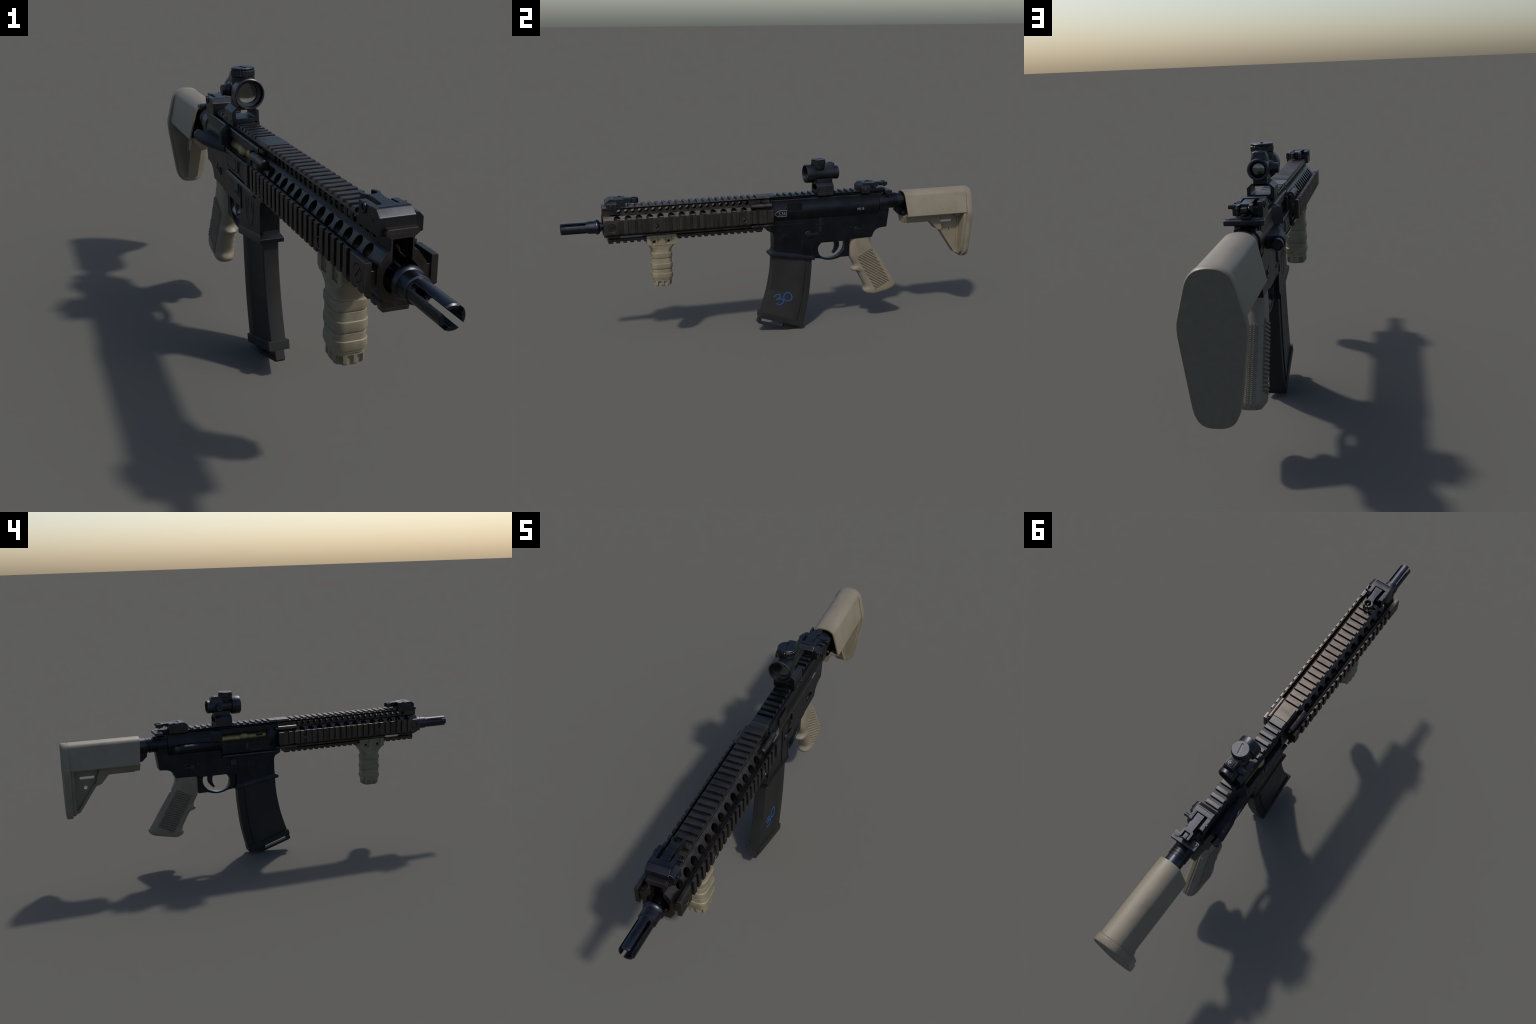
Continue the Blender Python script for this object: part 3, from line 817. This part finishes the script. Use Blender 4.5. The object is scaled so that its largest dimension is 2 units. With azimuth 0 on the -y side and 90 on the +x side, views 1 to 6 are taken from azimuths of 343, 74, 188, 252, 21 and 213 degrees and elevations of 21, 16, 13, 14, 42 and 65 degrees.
fine = lambda pts: pts
rings = [stock_ring(0.6385, prof_m, 0.10), stock_ring(0.8, prof_m, 0.03), stock_ring(0.9710, prof_m, 0.0)]
hollow = mirror([(0, 0.6490), (0.0120, 0.6484), (0.0220, 0.6456), (0.0310, 0.6400), (0.0370, 0.6330), (0.0405, 0.6245), (0.0620, 0.5400), (0.0600, 0.5360), (0, 0.5350)])
cav = loft(bmesh.new(), [stock_ring(0.60, hollow, 0.0), stock_ring(0.74, hollow, 0.0)])
stock = part("stock", loft(bmesh.new(), rings), TAN, cuts=(cav,), smooth=24)
part("stock_hollow_dark_plate", loft(bmesh.new(), [stock_ring(0.675, [(x * 0.985, z * 0.999 + 0.0006) for x, z in hollow], 0.0), stock_ring(0.682, [(x * 0.985, z) for x, z in hollow], 0.0)]), DARK, stock)  # near-black plate set inside the open stock front
belly = [(0, 0.5300), (0.0350, 0.5300), (0.0330, 0.5140), (0.0235, 0.4935), (0, 0.4935)]
part("stock_belly", loft(bmesh.new(), [[(x, 0.6430 + (0.530 - z) * 0.07, z) for x, z in mirror(belly)], [(x, 0.8000, z) for x, z in mirror(belly)]]), TAN, stock, bevel=0.0016)
part("belly_plate", boxes((-0.0225, 0.0225, 0.6680, 0.8080, 0.4900, 0.5000)), TAN, stock, bevel=0.0012)
pl = prism([(0.8020, 0.5320), (0.9540, 0.5320), (0.9540, 0.3300), (0.9400, 0.3300), (0.8300, 0.4880)], "x", -0.0065, 0.0065)
holes = bmesh.new()
poly(holes, [(0.8580, 0.4770), (0.9260, 0.4770), (0.9260, 0.4895), (0.8580, 0.4895)], "x", -0.05, 0.05)
cyl(holes, (-0.05, 0.9015, 0.4370), (0.05, 0.9015, 0.4370), 0.0088, seg=24)
strut = part("stock_web", pl, TAN, stock, cuts=(holes,))
part("web_edge", prism([(0.8450, 0.4520), (0.8500, 0.4440), (0.9378, 0.3190), (0.9560, 0.3150), (0.9560, 0.3300), (0.9440, 0.3340), (0.8600, 0.4540)], "x", -0.0185, 0.0185), TAN, stock, bevel=0.0012)
part("web_brace", prism([(0.7920, 0.4925), (0.8285, 0.4510), (0.8490, 0.4420), (0.8560, 0.4560), (0.8320, 0.5310), (0.7900, 0.5310)], "x", -0.0290, 0.0290), TAN, stock, bevel=0.0020)
part("web_post", prism([(0.9472, 0.5310), (0.9472, 0.3250), (0.9580, 0.3180), (0.9580, 0.5310)], "x", -0.0130, 0.0130), TAN, stock, bevel=0.0012)
part("web_gusset", boxes((-0.0300, 0.0300, 0.9280, 0.9580, 0.5090, 0.5310)), TAN, stock, bevel=0.0020)
pad = [(0, 0.6550), (0.0080, 0.6547), (0.0160, 0.6538), (0.0240, 0.6518), (0.0315, 0.6486), (0.0385, 0.6438), (0.0445, 0.6375), (0.0490, 0.6308), (0.0525, 0.6232), (0.0555, 0.6140),
       (0.0745, 0.5420), (0.0760, 0.5340), (0.0765, 0.5220), (0.0755, 0.5030), (0.0725, 0.4800),
       (0.0560, 0.3600), (0.0530, 0.3400), (0.0490, 0.3250), (0.0420, 0.3110), (0.0330, 0.3020), (0.0220, 0.2970), (0.0110, 0.2953), (0, 0.2950)]


def pad_ring(y, k, cz=0.47):
    h = [(x * k, cz + (z - cz) * (1 - (1 - k) * 0.5)) for x, z in pad]
    return [(x, y, z) for x, z in mirror(h)]


plate = loft(bmesh.new(), [pad_ring(0.9718, 0.985), pad_ring(0.9730, 1.0), pad_ring(0.9950, 1.0), pad_ring(0.9985, 0.975)])
buttplate = part("butt_plate", plate, TAN, stock, smooth=40)
part("butt_pad", loft(bmesh.new(), [pad_ring(0.9980, 0.976), pad_ring(1.0000, 0.968)]), PAD, buttplate, smooth=40)
low_pad = [(0, 0.5310), (0.0640, 0.5310), (0.0640, 0.4950), (0.0490, 0.3650), (0.0430, 0.3300), (0.0300, 0.3130), (0.0150, 0.3065), (0, 0.3055)]
part("butt_rib", prism(mirror(low_pad), "y", 0.9565, 0.9722), TAN, stock, bevel=0.0012)
# ================================================================= VERTICAL GRIP
VY = -0.5590
cl = bmesh.new()
poly(cl, [(-0.6270, 0.5310), (-0.6270, 0.4930), (-0.6140, 0.4850), (-0.5030, 0.4850), (-0.4900, 0.4930), (-0.4900, 0.5310)], "x", -0.0400, 0.0400)
cuts = bmesh.new()
for y0, y1 in ((-0.6050, -0.5755), (-0.5425, -0.5120)):
    for s in (1, -1):
        box(cuts, s * 0.0335, s * 0.06, y0, y1, 0.4895, 0.54)
sq = bmesh.new()
for y in (-0.5920, -0.5265):
    box(sq, -0.06, 0.06, y - 0.0058, y + 0.0058, 0.4960, 0.5070)
slot = boxes((-0.0300, 0.0300, -0.70, -0.40, 0.5030, 0.540))
foregrip = part("vertical_grip", cl, TANVG, cuts=(cuts, sq), bevel=0.0012, angle=40)
part("clamp_hole_dark_fill", cyls([((-0.030, -0.5920, 0.5015), (0.030, -0.5920, 0.5015), 0.0075), ((-0.030, -0.5265, 0.5015), (0.030, -0.5265, 0.5015), 0.0075)], 12), DARK, foregrip)  # near-black cylinders fill the square holes
st0 = [  # z, half x, half y, corner radius
    (0.4900, 0.0385, 0.0630, 0.012), (0.4810, 0.0385, 0.0590, 0.016), (0.4720, 0.0380, 0.0520, 0.020), (0.4620, 0.0378, 0.0465, 0.023), (0.4500, 0.0380, 0.0440, 0.024),
    (0.4440, 0.0385, 0.0445, 0.024), (0.4425, 0.0415, 0.0475, 0.025), (0.4260, 0.0420, 0.0482, 0.025), (0.4200, 0.0400, 0.0462, 0.024), (0.4185, 0.0350, 0.0412, 0.022), (0.4160, 0.0350, 0.0412, 0.022), (0.4150, 0.0380, 0.0442, 0.023),
    (0.3940, 0.0382, 0.0442, 0.023), (0.3925, 0.0415, 0.0475, 0.025), (0.3750, 0.0420, 0.0482, 0.025), (0.3690, 0.0400, 0.0462, 0.024), (0.3675, 0.0350, 0.0412, 0.022), (0.3650, 0.0350, 0.0412, 0.022), (0.3640, 0.0380, 0.0442, 0.023),
    (0.3475, 0.0382, 0.0442, 0.023), (0.3460, 0.0415, 0.0475, 0.025), (0.3290, 0.0420, 0.0482, 0.025), (0.3230, 0.0395, 0.0455, 0.024), (0.3215, 0.0372, 0.0425, 0.023), (0.3180, 0.0372, 0.0425, 0.023)]
st = [(z, hx, hy, r) if hx > 0.0405 or z > 0.4455 else (z, 0.0412 - (0.0412 - hx) * 0.62, 0.0474 - (0.0474 - hy) * 0.62, r) for z, hx, hy, r in [(z + (0.0040 if z < 0.4452 else 0.0), hx, hy, r) for z, hx, hy, r in st0]]
part("grip_barrel", loft(bmesh.new(), [[(x, y, z) for x, y in rrect(0, VY, hx, hy, r, 8)] for z, hx, hy, r in reversed(st)]), TANVG, foregrip, bevel=0, smooth=24)
cap = loft(bmesh.new(), [[(x, y, z) for x, y in rrect(0, VY, hx, hy, r, 8)] for z, hx, hy, r in
                         ((0.2875, 0.0300, 0.0350, 0.020), (0.2900, 0.0338, 0.0388, 0.022), (0.2950, 0.0366, 0.0416, 0.023), (0.3235, 0.0368, 0.0420, 0.023))])
fl = bmesh.new()
for k in range(10):
    a = 2 * math.pi * (k + 0.35) / 10
    px, py = 0.0405 * math.cos(a), 0.0455 * math.sin(a)
    cyl(fl, (px, VY + py, 0.27), (px, VY + py, 0.3140), 0.0088, seg=14)
part("grip_cap", cap, TANVG, foregrip, cuts=(fl,), bevel=0.0008, angle=40)
rs = bmesh.new()
for s in (1, -1):
    box(rs, s * 0.0, s * 0.0375, -0.6040, -0.5765, 0.4905, 0.5310)
part("clamp_block", boxes((-0.0200, 0.0200, -0.6100, -0.5070, 0.4880, 0.5120)), TANVG, foregrip)

# ================================================================= IRON SIGHTS (folded)
def folding_sight(name, y0, rear):
    """Folded sight lying back from its base block; y0 is the front face."""
    Y = lambda d: y0 + d
    b = prism([(Y(0), 0.6640), (Y(0), 0.6955), (Y(0.0165), 0.7085), (Y(0.0400), 0.7085), (Y(0.0400), 0.6640)], "x", -0.0410, 0.0330)
    base = part(name, b, SIGHT, bevel=0.0014)
    part("sight_cheek", prism([(Y(0.0006), 0.6590), (Y(0.0006), 0.6950), (Y(0.0168), 0.7075), (Y(0.0900), 0.7065), (Y(0.0915), 0.7050), (Y(0.0915), 0.6590)],
                              "x", -0.0415, -0.0265), SIGHT, base, bevel=0.0012)
    part("sight_cheek", prism([(Y(0.0380), 0.6700), (Y(0.0380), 0.7080), (Y(0.0760), 0.7060), (Y(0.0860), 0.6960), (Y(0.0860), 0.6700)], "x", 0.0190, 0.0325), SIGHT, base, bevel=0.0012)
    part("sight_clamp", prism([(0.0320, 0.6600), (0.0480, 0.6600), (0.0500, 0.6620), (0.0500, 0.6890), (0.0420, 0.6980), (0.0320, 0.7010)], "y", Y(0.003), Y(0.0460)), SIGHT, base, bevel=0.0014)
    part("sight_floor", boxes((-0.0270, 0.0200, Y(0.030), Y(0.0880), 0.6800, 0.6900)), SIGHT, base)
    part("sight_foot", boxes((-0.0210, 0.0210, Y(-0.006), Y(0.004), 0.6660, 0.6760)), SIGHT, base, bevel=0.001)
    part("sight_line", boxes((-0.0320, 0.0300, Y(0.0205), Y(0.0220), 0.7075, 0.7088)), DARK, base)
    wheel = tube(bmesh.new(), [(0.038, 0.0060), (0.0440, 0.0060), (0.0448, 0.0075), (0.0448, 0.0100), (0.0436, 0.0118), (0.038, 0.0118)], (0, Y(0.0670), 0.6975), (-1, 0, 0), 28)
    part("sight_wheel", wheel, SIGHT, base, smooth=35)
    sc = lathe(bmesh.new(), [(0.036, 0.0), (0.036, 0.0088), (0.0416, 0.0088), (0.0420, 0.0080), (0.0420, 0)], (0, Y(0.0280), 0.6875), (-1, 0, 0), 24)
    slot = boxes((-0.05, -0.0412, Y(0.0180), Y(0.0380), 0.6868, 0.6884))
    bmesh.ops.rotate(slot, verts=slot.verts, cent=(0, Y(0.028), 0.6875), matrix=Matrix.Rotation(0.5, 3, "X"))
    part("sight_screw", sc, SIGHT, base, cuts=(slot,), smooth=35)
    part("sight_bolt", lathe(bmesh.new(), [(0.045, 0.0), (0.045, 0.0072), (0.0530, 0.0072), (0.0545, 0.0058), (0.0545, 0)], (0, Y(0.0230), 0.6790), (1, 0, 0), 20), SIGHT, base, smooth=35)
    if rear:
        part("sight_knob", cyls([((0.030, Y(0.068), 0.6900), (0.0560, Y(0.068), 0.6900), 0.0068)], 18), SIGHT, base, bevel=0.001)
        arm = prism([(-0.0150, Y(0.0420)), (0.0150, Y(0.0420)), (0.0140, Y(0.1100)), (0.0215, Y(0.1180)), (0.0215, Y(0.1450)), (0.0150, Y(0.1500)), (0.0120, Y(0.1420)), (0.0120, Y(0.1230)),
                     (-0.0120, Y(0.1230)), (-0.0120, Y(0.1420)), (-0.0150, Y(0.1500)), (-0.0215, Y(0.1450)), (-0.0215, Y(0.1180)), (-0.0140, Y(0.1100))], "z", 0.6940, 0.7060)
        part("sight_arm", arm, SIGHT, base, bevel=0.0014)
        for s in (1, -1):
            part("aperture_guard", prism([(Y(0.1140), 0.7040), (Y(0.1140), 0.6930), (Y(0.1250), 0.6870), (Y(0.1350), 0.6830), (Y(0.1480), 0.6920), (Y(0.1490), 0.6990), (Y(0.1400), 0.7050)], "x", s * 0.0120, s * 0.0205), SIGHT, base, bevel=0.0014)
        part("aperture", boxes((-0.0095, 0.0095, Y(0.112), Y(0.1480), 0.6860, 0.6990)), SIGHT, base, bevel=0.003, seg=3)
        part("arm_side", boxes((0.0140, 0.0190, Y(0.045), Y(0.100), 0.6850, 0.7000)), SIGHT, base, bevel=0.001)
        part("arm_pin", cyls([((0.014, Y(0.085), 0.6925), (0.0205, Y(0.085), 0.6925), 0.0045)], 14), SIGHT, base)
    else:
        part("sight_knob", cyls([((0.030, Y(0.068), 0.6950), (0.0480, Y(0.068), 0.6950), 0.0055)], 18), SIGHT, base, bevel=0.001)
        part("sight_arm", prism([(-0.0160, Y(0.0420)), (0.0160, Y(0.0420)), (0.0120, Y(0.0850)), (0.0140, Y(0.1120)), (-0.0140, Y(0.1120)), (-0.0120, Y(0.0850))], "z", 0.6840, 0.7070), SIGHT, base, bevel=0.0016)
        ringb = bmesh.new()
        N = 26
        a0, a1 = math.radians(120), math.radians(420)
        rg = []
        for k in range(N + 1):
            a = a0 + (a1 - a0) * k / N
            c, s = math.cos(a), math.sin(a)
            z0 = 0.6835
            rg.append([(r * c, Y(0.1290) + r * s, z) for r, z in ((0.0135, z0), (0.0205, z0), (0.0205, 0.7055), (0.0135, 0.7055))])
        loft(ringb, rg)
        part("post_guard", ringb, SIGHT, base, bevel=0.001, angle=40)
        part("sight_post", cyls([((0, Y(0.110), 0.6940), (0, Y(0.136), 0.6940), 0.0035)], 12), SIGHT, base)
    return base


folding_sight("front_sight", -0.7985, False)
folding_sight("rear_sight", 0.4060, True)

# ================================================================= OPTIC
OZ = 0.7645
ob = bmesh.new()
tube(ob, [(0.1380, 0.0385), (0.1375, 0.0405), (0.1395, 0.0432), (0.1760, 0.0436), (0.1800, 0.0418), (0.1840, 0.0345), (0.1900, 0.0318), (0.2760, 0.0312), (0.2775, 0.0296), (0.2830, 0.0296), (0.2842, 0.0318),
          (0.2980, 0.0318), (0.3005, 0.0290), (0.3000, 0.0240), (0.2850, 0.0235), (0.1600, 0.0300), (0.1590, 0.0370)], (0, 0, OZ), seg=48)
optic = part("optic", ob, SIGHT, smooth=32)
part("front_lens", lathe(bmesh.new(), [(0.1660, 0.0), (0.1657, 0.0120), (0.1648, 0.0210), (0.1635, 0.0272), (0.171, 0.0280), (0.171, 0)], (0, 0, OZ), seg=40), LENS, optic)
part("lens_ring", tube(bmesh.new(), [(0.1560, 0.0285), (0.1540, 0.0365), (0.1700, 0.0365), (0.1700, 0.0265)], (0, 0, OZ), seg=40), SIGHT, optic)
part("rear_lens", lathe(bmesh.new(), [(0.2890, 0.0), (0.2890, 0.0238), (0.2905, 0.0225), (0.2930, 0.0120), (0.2938, 0)], (0, 0, OZ), seg=36), LENS, optic)
part("pale_lens_dot", cyls([((0.0005, 0.1645, OZ - 0.001), (0.0005, 0.1675, OZ - 0.001), 0.0010)], 10), WHITE, optic)
TY = 0.2045
part("turret_base", lathe(bmesh.new(), [(0.7600, 0.0), (0.7700, 0.0180), (0.7780, 0.0275), (0.7880, 0.0325), (0.7980, 0.0335), (0.8060, 0.0335), (0.8070, 0.0320), (0.8070, 0)], (0, TY, 0), "z", 44), SIGHT, optic, smooth=40)
kn = bmesh.new()
N = 88
rg = []
for z, dr in ((0.8075, -0.0018), (0.8090, 0.0), (0.8230, 0.0), (0.8245, -0.0018)):
    rg.append([((0.0340 + dr + (0.0 if (k // 2) % 2 else -0.0016)) * math.cos(2 * math.pi * k / N), TY + (0.0340 + dr + (0.0 if (k // 2) % 2 else -0.0016)) * math.sin(2 * math.pi * k / N), z) for k in range(N)])
loft(kn, rg)
part("turret_knurl", kn, SIGHT, optic, smooth=25)
tslot = boxes((-0.0040, 0.0040, TY - 0.0220, TY + 0.0220, 0.8285, 0.84))
bmesh.ops.rotate(tslot, verts=tslot.verts, cent=(0, TY, 0.83), matrix=Matrix.Rotation(math.radians(10), 3, "Z"))
part("turret_cap", lathe(bmesh.new(), [(0.8235, 0.0), (0.8235, 0.0315), (0.8260, 0.0328), (0.8300, 0.0328), (0.8316, 0.0312), (0.8316, 0)], (0, TY, 0), "z", 44), SIGHT, optic, cuts=(tslot,), smooth=30)
part("battery_housing", loft(bmesh.new(), [[(x, y, z) for x, y in rrect(0, 0.2500, hx, hy, 0.008, 4)] for z, hx, hy in ((0.7700, 0.0260, 0.0340), (0.7950, 0.0235, 0.0315), (0.8110, 0.0195, 0.0295), (0.8130, 0.0180, 0.0275))]),
     SIGHT, optic, smooth=40)
part("battery_button", tube(bmesh.new(), [(0.8100, 0.0080), (0.8150, 0.0080), (0.8150, 0.0110), (0.8142, 0.0122), (0.8100, 0.0122)], (0, 0.2630, 0), "z", 26), SIGHT, optic, smooth=35)
part("battery_button", lathe(bmesh.new(), [(0.8100, 0.0), (0.8100, 0.0070), (0.8142, 0.0070), (0.8148, 0.006), (0.8148, 0)], (0, 0.2630, 0), "z", 22), SIGHT, optic, smooth=35)
part("side_turret", lathe(bmesh.new(), [(0.0200, 0.0), (0.0200, 0.0190), (0.0340, 0.0180), (0.0400, 0.0165), (0.0405, 0.0158), (0.0525, 0.0155), (0.0535, 0.0140), (0.0528, 0.0120), (0.0528, 0.0075), (0.0535, 0.0070), (0.0535, 0)],
                          (0, 0.2470, 0.7635), (-1, 0, 0), 32), SIGHT, optic, smooth=35)
# mount
part("mount_stem", boxes((-0.0205, 0.0205, 0.1900, 0.2690, 0.7150, 0.7420)), SIGHT, optic, bevel=0.0012)
mo = [(0, 0.7215), (0.0255, 0.7215), (0.0402, 0.7080), (0.0405, 0.6700), (0.0360, 0.6660), (0.0335, 0.6660), (0.0335, 0.6775), (0, 0.6775)]
mw = bmesh.new()
poly(mw, rrect(0, 0.7005, 0.0290, 0.0125, 0.006), "y", 0.1, 0.4)
mount = part("optic_mount", prism(mirror(mo), "y", 0.1860, 0.2690), SIGHT, optic, cuts=(mw,), bevel=0.0013, angle=40)
part("mount_clamp", boxes((0.0330, 0.0425, 0.1890, 0.2660, 0.6630, 0.6760)), SIGHT, mount, bevel=0.0012)
for y in (0.2035, 0.2470):
    part("mount_screw", lathe(bmesh.new(), [(0.036, 0.0), (0.036, 0.0060), (0.0412, 0.0060), (0.0418, 0.0050), (0.0408, 0.0040), (0.0408, 0)], (0, y, 0.6795), (-1, 0, 0), 20), SIGHT, mount, smooth=35)
    part("mount_screw", cyls([((0.040, y, 0.6695), (0.0465, y, 0.6695), 0.0052)], 16), SIGHT, mount, bevel=0.001)
lettering("mount_text", "RMX 4-016 MOA", 0.0075, (0.2580, 0.7265), FAINT, mount, lambda y, z: -0.0206, side=-1, depth=0.0003)
